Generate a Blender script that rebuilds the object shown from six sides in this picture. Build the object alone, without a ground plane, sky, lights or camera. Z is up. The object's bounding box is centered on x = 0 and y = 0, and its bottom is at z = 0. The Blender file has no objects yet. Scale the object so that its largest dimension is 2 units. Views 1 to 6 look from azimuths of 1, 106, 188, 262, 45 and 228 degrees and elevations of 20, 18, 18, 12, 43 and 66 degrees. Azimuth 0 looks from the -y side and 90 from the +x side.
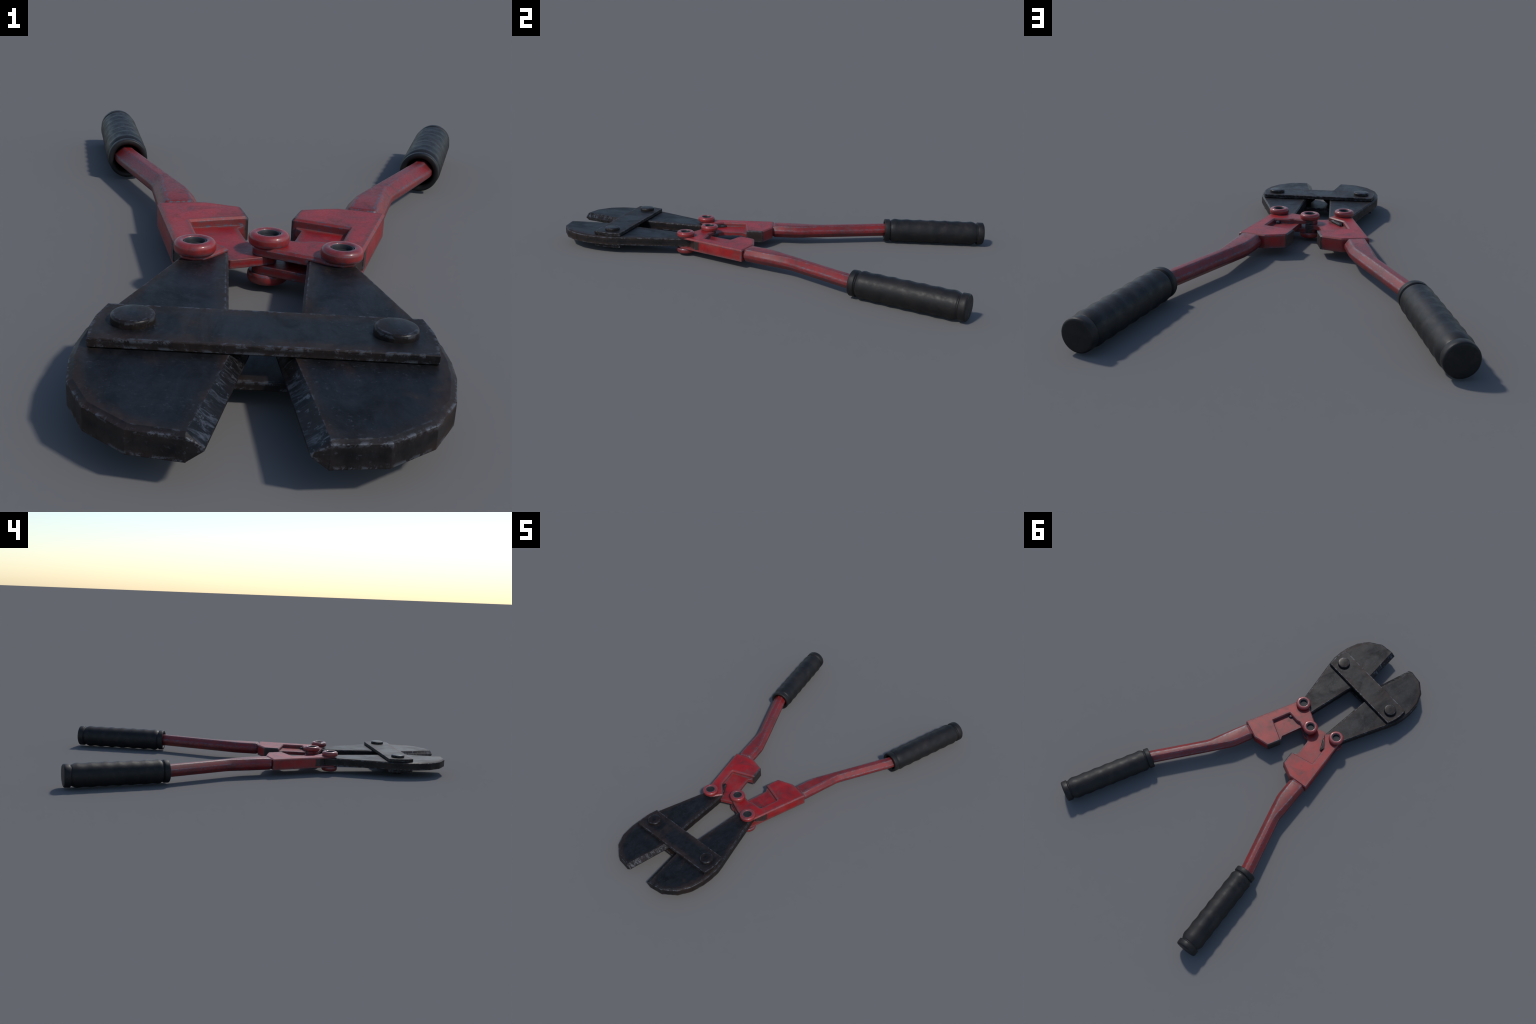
"""Bolt cutter lying flat: two black steel jaws joined by link plates, two red
cast brackets hinged at a centre pivot, two bent red handle bars, black rubber grips.
The tool is mirror symmetric about x = 0 (except for the tongue-and-fork hinge)
and about the horizontal middle plane z = MID."""
import bpy, bmesh, math
from mathutils import Vector, Matrix

MID = 0.0605           # height of the tool's middle plane
scene_coll = bpy.context.scene.collection


# ------------------------------------------------------------------ helpers
def link(ob, parent=None):
    scene_coll.objects.link(ob)
    if parent:
        ob.parent = parent
    return ob


def mesh_from(name, verts, faces, mats=(), mat_of=None):
    me = bpy.data.meshes.new(name)
    me.from_pydata([tuple(v) for v in verts], [], faces)
    for m in mats:
        me.materials.append(m)
    if mat_of:
        for p, i in zip(me.polygons, mat_of):
            p.material_index = i
    bm = bmesh.new()
    bm.from_mesh(me)
    bmesh.ops.recalc_face_normals(bm, faces=bm.faces)
    bm.to_mesh(me)
    bm.free()
    return me


def rounded(poly, r, segs=2):
    """Round the corners of a plan outline."""
    out = []
    n = len(poly)
    for i in range(n):
        p0, p, p1 = (Vector(poly[i - 1]), Vector(poly[i]), Vector(poly[(i + 1) % n]))
        a, b = p0 - p, p1 - p
        ang = a.angle(b)
        if ang > math.radians(158):
            out.append(tuple(p))
            continue
        t = min(r, 0.4 * a.length, 0.4 * b.length)
        pa, pb = p + a.normalized() * t, p + b.normalized() * t
        for k in range(segs + 1):
            f = k / segs
            q = pa * (1 - f) ** 2 + p * 2 * f * (1 - f) + pb * f * f
            out.append(tuple(q))
    return out


def inset(poly, d):
    """Offset an outline inwards by d (mitred)."""
    n = len(poly)
    area = sum(poly[i - 1][0] * poly[i][1] - poly[i][0] * poly[i - 1][1] for i in range(n))
    s = 1 if area > 0 else -1
    out = []
    for i in range(n):
        p0, p, p1 = (Vector(poly[i - 1]), Vector(poly[i]), Vector(poly[(i + 1) % n]))
        d0, d1 = (p - p0).normalized(), (p1 - p).normalized()
        n0, n1 = Vector((-d0.y, d0.x)) * s, Vector((-d1.y, d1.x)) * s
        m = n0 + n1
        m = m / max(m.length_squared * 0.5, 0.35)
        out.append(tuple(p + m * d))
    return out


def prism(plan, z0, z1, top=0.0, bottom=0.0, sx=1, corner=0.0):
    """Solid plate from a plan outline, with chamfered top and bottom rims."""
    rings = []
    shaped = (lambda d: rounded(inset(plan, d), corner)) if corner else (lambda d: inset(plan, d))
    poly = shaped(0.0)
    if bottom:
        rings += [(shaped(bottom), z0), (poly, z0 + bottom)]
    else:
        rings += [(poly, z0)]
    if top:
        rings += [(poly, z1 - top), (shaped(top), z1)]
    else:
        rings += [(poly, z1)]
    n = len(poly)
    verts = [(sx * x, y, z) for ring, z in rings for x, y in ring]
    faces = [list(range(n))[::-1]]
    for k in range(len(rings) - 1):
        for i in range(n):
            j = (i + 1) % n
            faces.append([k * n + i, k * n + j, (k + 1) * n + j, (k + 1) * n + i])
    faces.append([(len(rings) - 1) * n + i for i in range(n)])
    return mesh_from("plate", verts, faces)


def carve(name, base, steps, mat):
    """Cut and weld solids one after the other into one watertight casting."""
    body = link(bpy.data.objects.new("piece", base))
    tools = []
    for op, m in steps:
        o = link(bpy.data.objects.new("piece", m))
        tools.append(o)
        mod = body.modifiers.new("step", "BOOLEAN")
        mod.operation, mod.solver, mod.object = op, "EXACT", o
    bpy.context.view_layer.update()
    dg = bpy.context.evaluated_depsgraph_get()
    me = bpy.data.meshes.new_from_object(body.evaluated_get(dg))
    for o in [body] + tools:
        m = o.data
        bpy.data.objects.remove(o)
        bpy.data.meshes.remove(m)
    bm = bmesh.new()
    bm.from_mesh(me)
    bmesh.ops.remove_doubles(bm, verts=bm.verts, dist=1e-5)
    bmesh.ops.triangulate(bm, faces=bm.faces, ngon_method="EAR_CLIP")
    bmesh.ops.recalc_face_normals(bm, faces=bm.faces)
    for f in bm.faces:
        f.smooth = False
    bm.to_mesh(me)
    bm.free()
    me.name = name
    me.materials.clear()
    me.materials.append(mat)
    return me


def lathe(name, profile, segs, mat, axis="Z", smooth=40, wobble=None):
    """Turned part from (radius, height) pairs."""
    verts, faces, rows = [], [], []
    for r, h in profile:
        if r < 1e-6:
            rows.append([len(verts)])
            verts.append((0, 0, h))
        else:
            rows.append(list(range(len(verts), len(verts) + segs)))
            for i in range(segs):
                a = 2 * math.pi * i / segs
                rr = r + (wobble(a, h) if wobble else 0)
                verts.append((rr * math.cos(a), rr * math.sin(a), h))
    for r0, r1 in zip(rows, rows[1:]):
        for i in range(segs):
            j = (i + 1) % segs
            if len(r0) == 1 and len(r1) == 1:
                continue
            if len(r0) == 1:
                faces.append([r0[0], r1[i], r1[j]])
            elif len(r1) == 1:
                faces.append([r0[i], r0[j], r1[0]])
            else:
                faces.append([r0[i], r0[j], r1[j], r1[i]])
    if axis == "Y":
        verts = [(x, z, -y) for x, y, z in verts]
    me = mesh_from(name, verts, faces, [mat])
    bm = bmesh.new()
    bm.from_mesh(me)
    bmesh.ops.remove_doubles(bm, verts=bm.verts, dist=1e-6)
    bmesh.ops.recalc_face_normals(bm, faces=bm.faces)
    bm.to_mesh(me)
    bm.free()
    me.shade_smooth()
    me.set_sharp_from_angle(angle=math.radians(smooth))
    return me


# ---------------------------------------------------------------- materials
def srgb(r, g, b):
    f = lambda c: (c / 255 / 12.92) if c <= 10 else ((c / 255 + 0.055) / 1.055) ** 2.4
    return (f(r), f(g), f(b), 1)


class Nodes:
    def __init__(self, name):
        self.mat = bpy.data.materials.new(name)
        self.mat.use_nodes = True
        self.t = self.mat.node_tree
        self.bsdf = self.t.nodes["Principled BSDF"]
        tc = self.new("ShaderNodeTexCoord")
        info = self.new("ShaderNodeObjectInfo")
        # every object gets its own stretch of the pattern
        self.vec = self.new("ShaderNodeVectorMath", operation="ADD")
        off = self.new("ShaderNodeMath", operation="MULTIPLY")
        self.put(off, 0, info.outputs["Random"])
        self.put(off, 1, 7.0)
        self.put(self.vec, 0, tc.outputs["Object"])
        self.put(self.vec, 1, off.outputs[0])
        self.vec = self.vec.outputs[0]
        self.obj = tc.outputs["Object"]

    def new(self, kind, **props):
        n = self.t.nodes.new(kind)
        for k, v in props.items():
            setattr(n, k, v)
        return n

    def put(self, node, key, val):
        s = node.inputs[key]
        if isinstance(val, bpy.types.NodeSocket):
            self.t.links.new(val, s)
        else:
            s.default_value = val

    def noise(self, scale, detail=4, rough=0.55, stretch=None, dist=0.0, seed=0.0):
        v = self.vec
        m = self.new("ShaderNodeMapping")
        self.put(m, "Vector", v)
        m.inputs["Scale"].default_value = stretch or (1, 1, 1)
        m.inputs["Location"].default_value = (seed, seed * 1.7, seed * 0.6)
        n = self.new("ShaderNodeTexNoise")
        self.put(n, "Vector", m.outputs[0])
        self.put(n, "Scale", scale)
        self.put(n, "Detail", detail)
        self.put(n, "Roughness", rough)
        self.put(n, "Distortion", dist)
        return n.outputs["Fac"]

    def ramp(self, fac, lo, hi, a=0.0, b=1.0):
        n = self.new("ShaderNodeMapRange", interpolation_type="SMOOTHSTEP")
        for k, v in zip(("Value", "From Min", "From Max", "To Min", "To Max"), (fac, lo, hi, a, b)):
            self.put(n, k, v)
        return n.outputs[0]

    def math(self, op, a, b=0.0, c=None):
        n = self.new("ShaderNodeMath", operation=op)
        self.put(n, 0, a)
        self.put(n, 1, b)
        if c is not None:
            self.put(n, 2, c)
        return n.outputs[0]

    def mix(self, fac, a, b):
        n = self.new("ShaderNodeMix", data_type="RGBA")
        self.put(n, 0, fac)
        self.put(n, 6, a)
        self.put(n, 7, b)
        return n.outputs[2]

    def edges(self, radius, samples=8):
        """1 on an edge of the part, falling to 0 at the given distance from it."""
        bev = self.new("ShaderNodeBevel", samples=samples)
        self.put(bev, "Radius", radius)
        geo = self.new("ShaderNodeNewGeometry")
        d = self.new("ShaderNodeVectorMath", operation="DOT_PRODUCT")
        self.put(d, 0, bev.outputs[0])
        self.put(d, 1, geo.outputs["True Normal"])
        return self.math("SUBTRACT", 1.0, d.outputs["Value"])

    def finish(self, color, rough, metallic=0.0, bump=None, bump_strength=0.2, bump_dist=0.001, round_edges=0.0, **extra):
        self.put(self.bsdf, "Base Color", color)
        self.put(self.bsdf, "Roughness", rough)
        self.put(self.bsdf, "Metallic", metallic)
        for k, v in extra.items():
            self.put(self.bsdf, k.replace("_", " "), v)
        normal = None
        if round_edges:
            bev = self.new("ShaderNodeBevel", samples=6)
            self.put(bev, "Radius", round_edges)
            normal = bev.outputs[0]
        if bump is not None:
            b = self.new("ShaderNodeBump")
            self.put(b, "Height", bump)
            self.put(b, "Strength", bump_strength)
            self.put(b, "Distance", bump_dist)
            if normal is not None:
                self.put(b, "Normal", normal)
            normal = b.outputs[0]
        if normal is not None:
            self.put(self.bsdf, "Normal", normal)
        return self.mat


def red_paint(name, wear, grime_boxes=(), stretch=None, scuffs=0.0, reach=1.0, tone=1.0):
    k = Nodes(name)
    big = k.noise(10, 3, 0.5)
    mid = k.noise(42, 6, 0.62, seed=3)
    fine = k.noise(190, 4, 0.65, seed=5)
    col = k.mix(k.ramp(big, 0.38, 0.64), srgb(156, 15, 17), srgb(138, 20, 23))
    col = k.mix(k.ramp(mid, 0.52, 0.74, 0, 0.6), col, srgb(98, 26, 27))
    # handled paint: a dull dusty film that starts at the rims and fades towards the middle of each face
    rim = k.ramp(k.edges(0.030, 12), 0.001, 0.06)
    film = k.math("MULTIPLY", rim, k.ramp(mid, 0.26, 0.58, 0.35, 1.0))
    film = k.math("MAXIMUM", film, k.ramp(k.noise(17, 6, 0.7, seed=21), 0.52, 0.66, 0, 0.8))
    col = k.mix(k.math("MULTIPLY", film, 0.7), col, srgb(104, 60, 57))
    col = k.mix(k.ramp(k.noise(13, 8, 0.72, dist=0.7, seed=41), 0.47, 0.70, 0, 0.75), col, srgb(78, 32, 32))
    col = k.mix(k.ramp(k.noise(7, 5, 0.6, seed=61), 0.50, 0.66, 0, 0.30), col, srgb(150, 66, 64))     # sun-faded patches
    if tone != 1.0:
        col = k.mix(1.0 - tone, col, srgb(70, 36, 36))
    # rims rubbed to a brownish grey primer
    rub = k.math("MULTIPLY", k.ramp(k.edges(0.0120, 10), 0.004, 0.045), k.ramp(k.noise(34, 5, 0.65, seed=51), 0.36, 0.58, 0.15, 0.8))
    col = k.mix(k.math("MULTIPLY", rub, 0.7 - 0.2 * reach), col, srgb(108, 76, 72))
    specks = k.ramp(k.noise(120, 3, 0.6, seed=31), 0.66, 0.74, 0, 0.5)
    col = k.mix(specks, col, srgb(62, 30, 30))
    # black grease on the stop faces and in the clevis
    if grime_boxes:
        sep = k.new("ShaderNodeSeparateXYZ")
        k.put(sep, 0, k.obj)
        ax = k.math("ABSOLUTE", sep.outputs[0])
        jitter = k.math("MULTIPLY_ADD", mid, 0.012, -0.006)
        side = k.math("LESS_THAN", k.math("ABSOLUTE", k.math("SUBTRACT", sep.outputs[2], MID)), 0.0192)
        side = k.math("MULTIPLY", side, k.math("GREATER_THAN", ax, 0.150))
        for (px, py, nx, ny, depth, inside) in grime_boxes:
            d = k.math("ADD", k.math("MULTIPLY", k.math("SUBTRACT", ax, px), nx),
                       k.math("MULTIPLY", k.math("SUBTRACT", sep.outputs[1], py), ny))
            d = k.math("ADD", d, jitter)
            g = k.ramp(d, -depth, -depth * 0.45, 0.0, 0.97)
            if inside:
                g = k.math("MULTIPLY", g, side)
            col = k.mix(g, col, srgb(46, 38, 35))
    # chips down to bare steel: ragged, along the rims
    chips = k.noise(95, 6, 0.72, stretch=stretch, seed=8)
    edge = k.ramp(k.edges(0.0130 * reach, 12), 0.0006, 0.030 / reach)
    field = k.math("ADD", chips, k.math("MULTIPLY_ADD", edge, 0.30, -0.30))
    chip = k.ramp(field, 0.590 - wear * 0.13, 0.625 - wear * 0.13)
    if scuffs:
        chip = k.math("MAXIMUM", chip, k.ramp(k.noise(70, 6, 0.78, stretch=stretch, seed=11), 0.66, 0.72, 0, scuffs))
    col = k.mix(chip, col, srgb(94, 99, 109))
    rough = k.math("ADD", k.ramp(fine, 0.3, 0.7, 0.36, 0.48), k.math("MULTIPLY", film, 0.14))
    return k.finish(col, rough, k.math("MULTIPLY", chip, 0.55), bump=k.math("SUBTRACT", fine, k.math("MULTIPLY", chip, 1.2)),
                    bump_strength=0.14, bump_dist=0.002, round_edges=0.002)


def black_steel(name, tone=1.0, rough_lo=0.42, rough_hi=0.54):
    k = Nodes(name)
    c = lambda r, g, b: srgb(r * tone, g * tone, b * tone)
    big = k.noise(9, 4, 0.6)
    mid = k.noise(40, 7, 0.7, stretch=(1, 0.6, 1), seed=2)
    fine = k.noise(240, 4, 0.7, seed=4)
    col = k.mix(k.ramp(mid, 0.34, 0.68), c(12, 13, 15), c(27, 28, 31))
    # brown rust spreads in from the rims and in blotches
    rim = k.ramp(k.edges(0.055, 14), 0.001, 0.06)
    rust = k.math("MAXIMUM", k.math("MULTIPLY", rim, k.ramp(big, 0.34, 0.56, 0.35, 1.0)), k.ramp(big, 0.54, 0.68, 0, 0.75))
    rust = k.math("MULTIPLY", rust, k.ramp(mid, 0.30, 0.56, 0.25, 1.0))
    col = k.mix(rust, col, c(46, 34, 29))
    col = k.mix(k.math("MULTIPLY", rust, k.ramp(k.noise(75, 5, 0.7, seed=17), 0.55, 0.70, 0, 0.6)), col, c(66, 47, 39))
    # rubbed rims and stray scratches show bare metal
    chips = k.noise(62, 7, 0.75, seed=9)
    edge = k.ramp(k.edges(0.0140, 12), 0.001, 0.05)
    field = k.math("ADD", chips, k.math("MULTIPLY_ADD", edge, 0.34, -0.34))
    chip = k.ramp(field, 0.49, 0.56)
    scratch = k.ramp(k.noise(26, 7, 0.82, stretch=(1, 6, 1), dist=0.6, seed=13), 0.63, 0.74, 0, 0.45)
    pits = k.math("MULTIPLY", k.ramp(k.noise(150, 5, 0.75, seed=29), 0.56, 0.72, 0, 0.38), k.ramp(k.noise(8, 3, 0.5, seed=33), 0.40, 0.60, 0.25, 1.0))
    wear = k.math("MAXIMUM", chip, k.math("MAXIMUM", scratch, pits))
    col = k.mix(wear, col, srgb(96, 99, 105))
    sheen = k.noise(9, 8, 0.68, stretch=(1.5, 0.8, 1), dist=0.6, seed=23)
    rough = k.math("ADD", k.ramp(sheen, 0.32, 0.68, rough_hi, rough_lo), k.math("MULTIPLY", rust, 0.10))
    return k.finish(col, rough, k.math("MULTIPLY_ADD", wear, 0.5, 0.1), bump=k.math("ADD", k.math("MULTIPLY", mid, 0.5), k.math("MULTIPLY", fine, 0.6)),
                    bump_strength=0.10, bump_dist=0.002, round_edges=0.0018,
                    Specular_IOR_Level=k.ramp(sheen, 0.32, 0.68, 0.20, 0.36))


def ground_steel(name):
    k = Nodes(name)
    streak = k.noise(34, 8, 0.72, stretch=(0.8, 2.2, 1.0), dist=0.8, seed=1)
    patch = k.noise(16, 6, 0.65, seed=6)
    col = k.mix(k.ramp(streak, 0.46, 0.64), srgb(28, 27, 28), srgb(92, 92, 95))
    col = k.mix(k.ramp(patch, 0.44, 0.58, 0, 0.9), col, srgb(40, 33, 31))
    col = k.mix(k.ramp(k.noise(90, 5, 0.7, seed=15), 0.58, 0.64, 0, 0.6), col, srgb(112, 112, 114))
    return k.finish(col, k.ramp(streak, 0.3, 0.7, 0.48, 0.36), 0.7, bump=streak, bump_strength=0.08, bump_dist=0.002)


def rubber(name):
    k = Nodes(name)
    big = k.noise(14, 4, 0.6)
    fine = k.noise(240, 5, 0.7, seed=3)
    mid = k.noise(45, 5, 0.6, seed=7)
    col = k.mix(k.ramp(big, 0.38, 0.66), srgb(22, 22, 23), srgb(31, 29, 29))
    col = k.mix(k.ramp(mid, 0.60, 0.78, 0, 0.4), col, srgb(42, 43, 44))
    col = k.mix(k.ramp(k.noise(19, 7, 0.7, seed=27), 0.50, 0.66, 0, 0.6), col, srgb(46, 39, 36))
    rough = k.ramp(mid, 0.3, 0.7, 0.58, 0.42)
    return k.finish(col, rough, 0.0, bump=k.math("ADD", fine, mid), bump_strength=0.16, bump_dist=0.002, Specular_IOR_Level=0.32)


def hollow_black(name):
    k = Nodes(name)
    n = k.noise(120, 4)
    edge = k.ramp(k.edges(0.0025), 0.02, 0.15)
    col = k.mix(edge, k.mix(n, srgb(34, 35, 37), srgb(46, 47, 49)), srgb(76, 80, 86))
    return k.finish(col, 0.55, 0.0, Specular_IOR_Level=0.25)


# block stop faces and the clevis behind the jaw carry black grease:  point, outward normal, depth
GRIME = [(0.0562, -0.079, -0.967, 0.255, 0.010, False), (0.186, -0.282, 0.26, -0.966, 0.008, True)]
M_CAST = red_paint("chipped_red_casting_paint", 0.5, GRIME, scuffs=0.35)
M_BAR = red_paint("worn_red_bar_paint", 0.86, (), stretch=(1, 0.5, 1), scuffs=0.6, reach=1.5, tone=0.58)
M_RING = red_paint("glossy_red_ring_paint", 0.95)
M_STEEL = black_steel("blackened_steel")
M_RIVET = black_steel("polished_black_rivet_steel", 0.8, 0.27, 0.38)
M_BLADE = ground_steel("ground_blade_steel")
M_RUBBER = rubber("black_rubber")
M_HOLLOW = hollow_black("black_hollow_rivet_steel")
coat = M_RING.node_tree.nodes["Principled BSDF"].inputs
coat["Coat Weight"].default_value, coat["Coat Roughness"].default_value = 0.4, 0.15

# ---------------------------------------------------------------- the tool
tool = bpy.data.objects.new("bolt_cutter", None)
tool.empty_display_size = 0.2
tool["label"] = "worn red bolt cutter with black steel jaws and rubber grips"
tool["category"] = "bolt cutter"
link(tool)


def part(name, me, parent=tool, loc=(0, 0, 0), rot_z=0.0):
    ob = bpy.data.objects.new(name, me)
    ob.location = loc
    ob.rotation_euler = (0, 0, rot_z)
    return link(ob, parent)


# ---- jaws
JAW_HALF, JAW_RIM, RIDGE = 0.0197, 0.0043, 0.0020
# outer outline from the tip, round the nose, back to the clevis tail; (x, y, rim chamfer width)
JAW_OUTER = [(0.0875, -0.9985, 0.0070), (0.1630, -0.9880, 0.0085), (0.2265, -0.9400, 0.0090), (0.2610, -0.8790, 0.0090),
             (0.2745, -0.8110, 0.0085), (0.2765, -0.7620, 0.0075), (0.2725, -0.7080, 0.0065), (0.2590, -0.6600, 0.0055),
             (0.2200, -0.5360, 0.0050), (0.1735, -0.3860, 0.0050), (0.1500, -0.3080, 0.0040), (0.1385, -0.2520, 0.0030)]
JAW_INNER = [(0.1290, -0.2530, 0.0030), (0.0930, -0.3060, 0.0040), (0.0770, -0.3450, 0.0050), (0.0565, -0.6600, 0.0050), (0.0560, -0.6950, 0.0030)]
# cutting edge: (x, y) at the flat face and (x, y) on the ridge, from root to tip
BLADE = [((0.0400, -0.7420), (0.0200, -0.7380)), ((0.0870, -0.9915), (0.0637, -0.9985))]


def jaw_mesh(sx):
    pts = JAW_OUTER + JAW_INNER
    n = len(pts)
    flat = [(p[0], p[1]) for p in pts] + [b[0] for b in BLADE]
    rims = [p[2] for p in pts]
    levels = [-JAW_HALF - 0.0008, -JAW_HALF + 0.0005, -RIDGE, RIDGE, JAW_HALF - JAW_RIM, JAW_HALF]
    outer = [p[:2] for p in pts]
    closed = outer + [b[1] for b in BLADE]
    unit = inset(closed, 1.0)
    verts = []
    for li, z in enumerate(levels):
        face = li in (0, 5)
        for i, (x, y) in enumerate(outer):
            if face:
                if i == 0 and li == 5:
                    x, y = BLADE[1][0]
                else:
                    ux, uy = unit[i][0] - closed[i][0], unit[i][1] - closed[i][1]
                    cut = rims[i] if li == 5 else 0.0010     # the underside keeps sharp edges
                    x, y = x + ux * cut, y + uy * cut
            verts.append((sx * x, y, MID + z))
        for top, ridge in BLADE:
            if li < 2 and ridge[1] < -0.9:
                top = (0.0868, -0.9976)      # lower bevel runs out square at the tip
            f = 0.0 if face else max(0.0, (JAW_HALF - abs(z)) / (JAW_HALF - RIDGE))
            verts.append((sx * (top[0] + (ridge[0] - top[0]) * f), top[1] + (ridge[1] - top[1]) * f, MID + z))
    m = n + len(BLADE)
    faces, mats = [], []
    for li in range(5):
        for i in range(m):
            j = (i + 1) % m
            faces.append([li * m + i, li * m + j, (li + 1) * m + j, (li + 1) * m + i])
            mats.append(1 if (i == m - 2 and li in (0, 1, 3, 4)) else 0)
    faces += [list(range(m)), [5 * m + i for i in range(m)]]
    mats += [0, 0]
    me = mesh_from("jaw", verts, faces, [M_STEEL, M_BLADE], mats)
    bm = bmesh.new()
    bm.from_mesh(me)
    bmesh.ops.remove_doubles(bm, verts=bm.verts, dist=1e-5)
    bmesh.ops.recalc_face_normals(bm, faces=bm.faces)
    bm.to_mesh(me)
    bm.free()
    return me


for sx in (1, -1):
    part("jaw", jaw_mesh(sx))

# ---- link plates, above and below the jaws, with curved ends
half = [(0.2500, -0.6530), (0.2590, -0.7000), (0.2605, -0.7420), (0.2545, -0.7825)]
LINK = half + [(-x, y) for x, y in half[::-1]]
PLATE_IN, PLATE_OUT = 0.0208, 0.0360
for up in (1, -1):
    z0, z1 = sorted((MID + up * PLATE_IN, MID + up * PLATE_OUT))
    me = prism(LINK, z0, z1, top=0.0012, bottom=0.0012)
    me.name = "link_plate"
    me.materials.append(M_STEEL)
    part("link_plate", me)

# ---- rivets through jaws and plates: low domed heads on a shank
h0, h1 = PLATE_OUT, 0.0498
head = [(0.0345, h0 - 0.004), (0.0345, h0 + 0.0085)]
for i in range(1, 6):
    a = i / 5 * math.pi / 2
    head.append((0.0345 - 0.0046 * (1 - math.cos(a)), h0 + 0.0085 + 0.0046 * math.sin(a)))
head += [(0.020, h0 + 0.0136), (0.008, h0 + 0.0139), (0, h0 + 0.0140)]
rivet_me = lathe("rivet", [(r, -h) for r, h in head[::-1]] + head, 28, M_RIVET)
for sx in (1, -1):
    part("rivet", rivet_me, loc=(sx * 0.1992, -0.7150, MID))

# ---- red brackets -----------------------------------------------------------
FACE, PLY, TONGUE = 0.0281, 0.0197, 0.0090     # half heights: outer face, clevis cheek, hinge tongue
RIM = 0.0050
C_SHAPE = [(0.2612, -0.0402), (0.1530, -0.0155), (0.0668, -0.0415), (0.0470, -0.1165), (0.1715, -0.1625), (0.1440, -0.2700)]
FLAG_END = [(0.1050, -0.3700), (0.1200, -0.3870), (0.1420, -0.3930), (0.1640, -0.3840), (0.1775, -0.3480)]
FLAG = [(0.0770, -0.3310)] + FLAG_END
FORK = [(0.0840, -0.2655), (0.0690, -0.2725), (0.0270, -0.2635), (0.0000, -0.2600), (-0.0220, -0.2670), (-0.0325, -0.2880),
        (-0.0310, -0.3100), (-0.0215, -0.3220), (0.0290, -0.3440), (0.0846, -0.3670)] + FLAG_END[1:]
# room between the cheeks for the jaw tail, and between the fork prongs for the tongue
JAW_SLOT = [(0.1890, -0.2970), (0.1650, -0.3265), (0.1400, -0.3200), (0.0900, -0.3350), (0.0780, -0.3300), (0.0768, -0.4500), (0.2500, -0.4500), (0.2500, -0.3080)]
FORK_SLOT = [(0.0445, -0.2400), (0.0460, -0.2610), (0.0360, -0.2790), (0.0620, -0.3080), (0.1000, -0.3180), (0.1000, -0.3380), (0.0900, -0.4200), (-0.1000, -0.4200), (-0.1000, -0.2200), (0.0300, -0.2200)]
TONGUE_PLAN = [(0.2000, -0.1300), (0.0640, -0.1000), (0.0570, -0.1280), (0.0700, -0.1450), (0.0465, -0.2330), (0.0300, -0.2490),
               (0.0050, -0.2555), (-0.0120, -0.2590), (-0.0165, -0.2680), (-0.0172, -0.2900), (-0.0130, -0.3120), (0.0065, -0.3245), (0.0730, -0.3540), (0.1000, -0.3400), (0.1700, -0.2900)]
WEB_PLAN = [(0.2000, -0.1300), (0.0640, -0.1000), (0.0570, -0.1280), (0.0690, -0.1440), (0.0445, -0.2600), (0.0330, -0.2790), (0.0600, -0.3100), (0.1000, -0.3200), (0.1700, -0.2900)]


def bracket(sx, forked):
    outline = C_SHAPE[:-1] + ([(0.1470, -0.2660)] + FORK if forked else [C_SHAPE[-1]] + FLAG)
    body = prism(outline, MID - FACE, MID + FACE, top=RIM, bottom=0.0008, sx=sx, corner=0.0035)
    steps = [("DIFFERENCE", prism(JAW_SLOT, MID - PLY, MID + PLY, sx=sx))]
    if forked:
        steps.append(("DIFFERENCE", prism(FORK_SLOT, MID - TONGUE - 0.0008, MID + TONGUE + 0.0008, sx=sx)))
    steps.append(("UNION", prism(WEB_PLAN if forked else TONGUE_PLAN, MID - TONGUE, MID + TONGUE, top=0.0008, bottom=0.0008, sx=sx, corner=0.003)))
    return carve("bracket", body, steps, M_CAST)


for sx, forked in ((1, True), (-1, False)):
    part("bracket", bracket(sx, forked))

# ---- hinge rings (top and bottom of each pivot) and the hollow rivets in them
ring_prof = [(0.0382, 0.0), (0.0405, 0.0030), (0.0413, 0.0075), (0.0413, 0.0132)]
for i in range(1, 6):
    a = i / 5 * math.pi / 2
    ring_prof.append((0.0413 - 0.0100 * (1 - math.cos(a)), 0.0132 + 0.0102 * math.sin(a)))
ring_prof += [(0.0275, 0.0236), (0.0248, 0.0230), (0.0232, 0.0212), (0.0228, 0.0150), (0.0228, 0.0)]
ring_me = lathe("hinge_ring", ring_prof + [ring_prof[0]], 28, M_RING, smooth=50)
flip = [(r, -h) for r, h in ring_prof + [ring_prof[0]]]
ring_low = lathe("hinge_ring", flip, 28, M_RING, smooth=50)
t = FACE + 0.0206
cup = [(0.0230, FACE - 0.006), (0.0226, t - 0.0015), (0.0218, t), (0.0200, t), (0.0188, t - 0.0015), (0.0176, t - 0.0090), (0.0140, t - 0.0094), (0.0, t - 0.0095)]
pin = [(r, -h) for r, h in cup[::-1]] + [(0.0110, -0.018), (0.0110, 0.018)] + cup
pin_me = lathe("hollow_rivet", pin, 28, M_HOLLOW, smooth=50)
for x, y in ((0.0, -0.2930), (0.1412, -0.3610), (-0.1412, -0.3610)):
    part("hollow_rivet", pin_me, loc=(x, y, MID))
    part("hinge_ring", ring_me, loc=(x, y, MID + FACE - 0.0003))
    part("hinge_ring", ring_low, loc=(x, y, MID - FACE + 0.0003))

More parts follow.
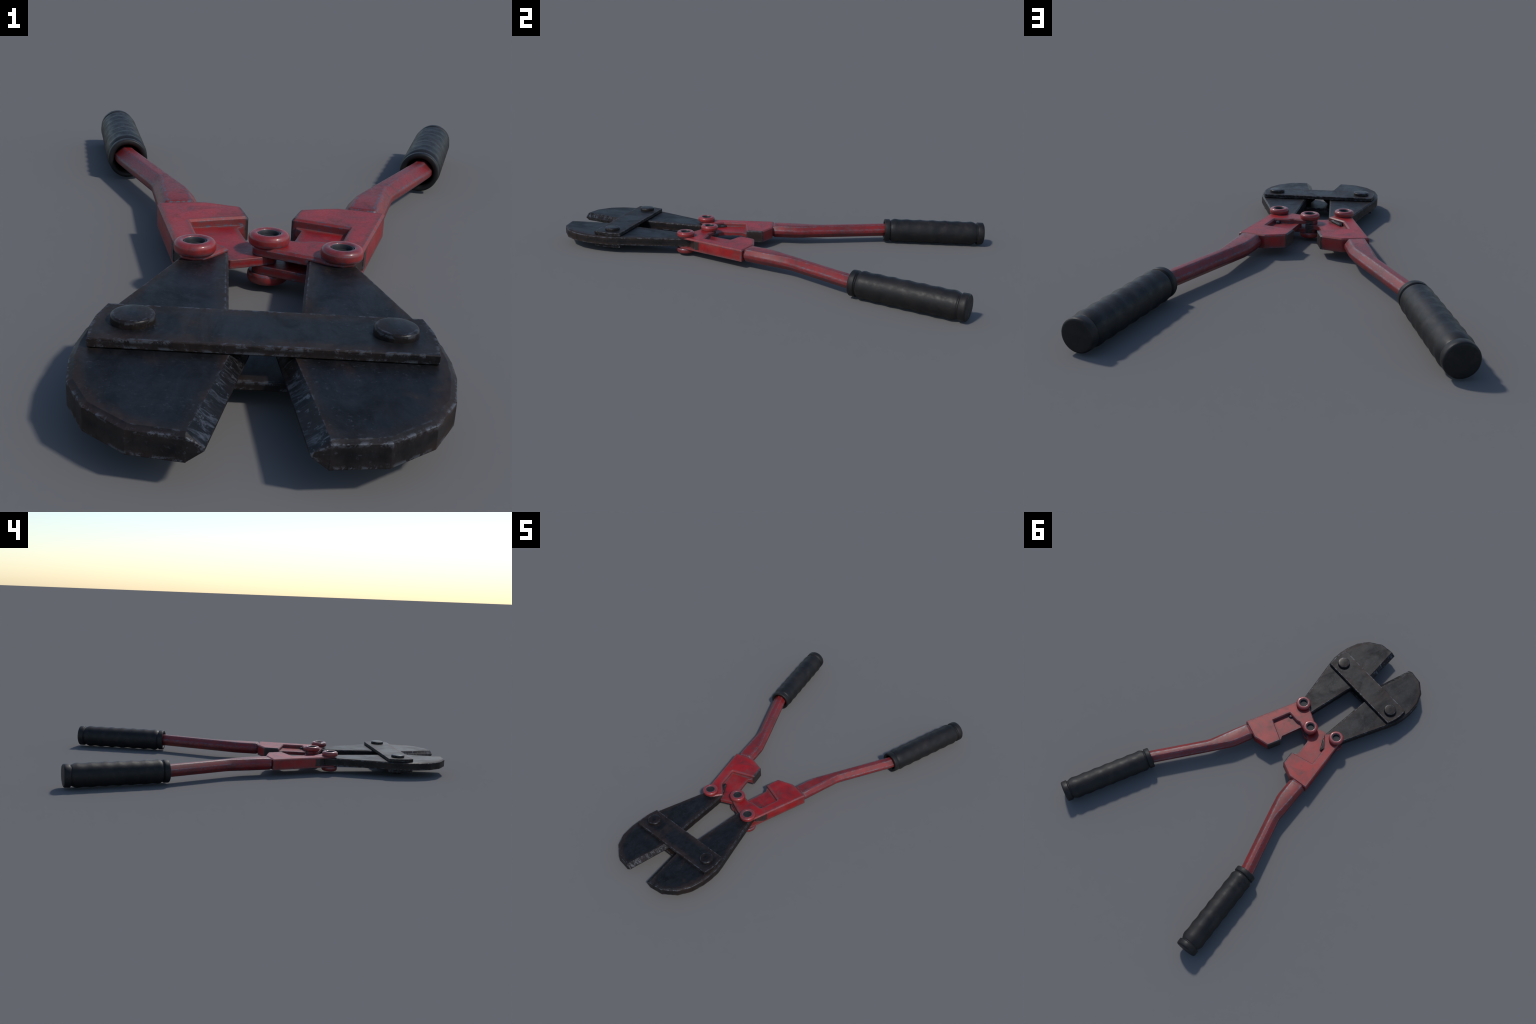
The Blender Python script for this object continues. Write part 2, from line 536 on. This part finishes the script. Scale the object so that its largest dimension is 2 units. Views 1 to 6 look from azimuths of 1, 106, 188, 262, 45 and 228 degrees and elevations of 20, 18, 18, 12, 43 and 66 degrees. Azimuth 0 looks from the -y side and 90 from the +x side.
# ---- handle bars: flattened octagon that narrows to a regular one and bends
# (outer flat corner, inner flat corner, side overhang, scale)
BAR_H, SIDE = 0.0303, 0.0072
BAR = [((0.2230, -0.0600), (0.1700, -0.0470), 0.006, 0.72), ((0.2350, -0.0345), (0.1800, -0.0195), 0.0100, 0.80),
       ((0.2415, -0.0275), (0.1820, -0.0120), 0.0140, 1.0), ((0.2655, 0.0820), (0.2085, 0.0960), 0.0155, 1.0),
       ((0.2870, 0.1980), (0.2656, 0.2085), 0.0210, 1.0), ((0.4316, 0.4880), (0.4107, 0.4980), 0.0220, 1.0),
       ((0.4480, 0.5310), (0.4271, 0.5400), 0.0220, 1.0)]


def bar_mesh(sx):
    rings = []
    for k, (o, i, over, sc) in enumerate(BAR):
        o, i = Vector(o), Vector(i)
        inner_extra, outer_extra = (0.0040, 0.0020) if k < 4 else (0.0010, 0.0030)
        u = (o - i).normalized()
        h, s = BAR_H * sc, SIDE * sc
        so, si = o + u * (over + outer_extra * sc), i - u * (over + inner_extra * sc)
        rings.append([(*i, h), (*o, h), (*so, s), (*so, -s), (*o, -h), (*i, -h), (*si, -s), (*si, s)])
    # two rings at each bend, so that it rounds off
    soft = []
    for k, r in enumerate(rings):
        if k in (3, 4):
            for other in (rings[k - 1], rings[k + 1]):
                span = (Vector(other[0]) - Vector(r[0])).length
                f = 0.013 / span
                soft.append([tuple(Vector(p) * (1 - f) + Vector(q) * f) for p, q in zip(r, other)])
        else:
            soft.append(r)
    rings = soft
    verts = [(sx * x, y, MID + z) for r in rings for x, y, z in r]
    faces = [list(range(8)), [(len(rings) - 1) * 8 + k for k in range(8)]]
    for k in range(len(rings) - 1):
        for a in range(8):
            b = (a + 1) % 8
            faces.append([k * 8 + a, k * 8 + b, (k + 1) * 8 + b, (k + 1) * 8 + a])
    me = mesh_from("handle_bar", verts, faces, [M_BAR])
    bm = bmesh.new()
    bm.from_mesh(me)
    long_edges = [e for e in bm.edges if e.calc_face_angle(0) > math.radians(24)]
    bmesh.ops.bevel(bm, geom=long_edges, offset=0.0036, segments=3, affect="EDGES", profile=0.55, clamp_overlap=True)
    bm.to_mesh(me)
    bm.free()
    me.shade_smooth()
    me.set_sharp_from_angle(angle=math.radians(34))
    return me


for sx in (1, -1):
    part("handle_bar", bar_mesh(sx))

# ---- rubber grips: flanged ends, seven finger ribs, open mouth for the bar
GRIP_LEN, FLANGE, PITCH = 0.5030, 0.0562, 0.0643


def grip_profile():
    prof = [(0.0, 0.060), (0.036, 0.060), (0.0400, 0.020), (0.0405, 0.0060)]
    for i in range(0, 7):
        a = math.pi / 2 * (i / 6)
        prof.append((0.0490 - 0.0078 * math.cos(a), 0.0060 - 0.0060 * math.sin(a)))
    for i in range(0, 5):
        a = math.pi / 2 * (i / 4)
        prof.append((FLANGE - 0.0050 + 0.0050 * math.sin(a), 0.0050 - 0.0050 * math.cos(a)))
    prof += [(FLANGE, 0.0150), (FLANGE, 0.0240), (FLANGE - 0.0010, 0.0265), (FLANGE - 0.0070, 0.0275), (FLANGE - 0.0072, 0.0300)]
    n, s0, s1 = 112, 0.0310, 0.4680
    for k in range(n + 1):
        s = s0 + (s1 - s0) * k / n
        ph = (s - 0.0515) / PITCH
        f = abs((ph % 1.0) - 0.5) * 2              # 1 on a rib, 0 in a hollow
        wave = 0.6 * f ** 1.7 + 0.4 * (0.5 - 0.5 * math.cos(math.pi * f))
        r = 0.0562 + 0.0032 * wave
        ease = min(1.0, (s - s0) / 0.022)
        ease2 = min(1.0, (s1 - s) / 0.028)
        r -= 0.0075 * (1 - math.sin(ease * math.pi / 2)) + 0.0080 * (1 - math.sin(ease2 * math.pi / 2))
        prof.append((r, s))
    prof += [(FLANGE - 0.0070, 0.4690), (FLANGE - 0.0060, 0.4705), (FLANGE - 0.0008, 0.4720), (FLANGE, 0.4745), (FLANGE, 0.4900)]
    for i in range(1, 6):
        a = math.pi / 2 * (i / 5)
        prof.append((FLANGE - 0.0085 + 0.0085 * math.cos(a), GRIP_LEN - 0.0085 + 0.0085 * math.sin(a)))
    prof += [(0.030, GRIP_LEN + 0.0003), (0.0, GRIP_LEN + 0.0005)]
    return prof


def soften_ribs(me):
    """Shade the ribs as the soft moulded rubber they are: normals lean to the plain cylinder."""
    normals = []
    for v, n in zip(me.vertices, me.vertex_normals):
        n = Vector(n.vector)
        if 0.036 < v.co.y < 0.462 and math.hypot(v.co.x, v.co.z) > 0.05:
            radial = Vector((v.co.x, 0, v.co.z)).normalized()
            n = (n * 0.28 + radial * 0.72).normalized()
            normals.append(n)
        else:
            normals.append(Vector((0, 0, 0)))
    me.normals_split_custom_set_from_vertices(normals)


grip_me = lathe("grip", grip_profile(), 56, M_RUBBER, axis="Y", smooth=48)
soften_ribs(grip_me)
yaw = math.atan2(0.1235, 0.4854)
for sx in (1, -1):
    part("grip", grip_me, loc=(sx * 0.4245, 0.5000, 0.0594), rot_z=-sx * yaw)
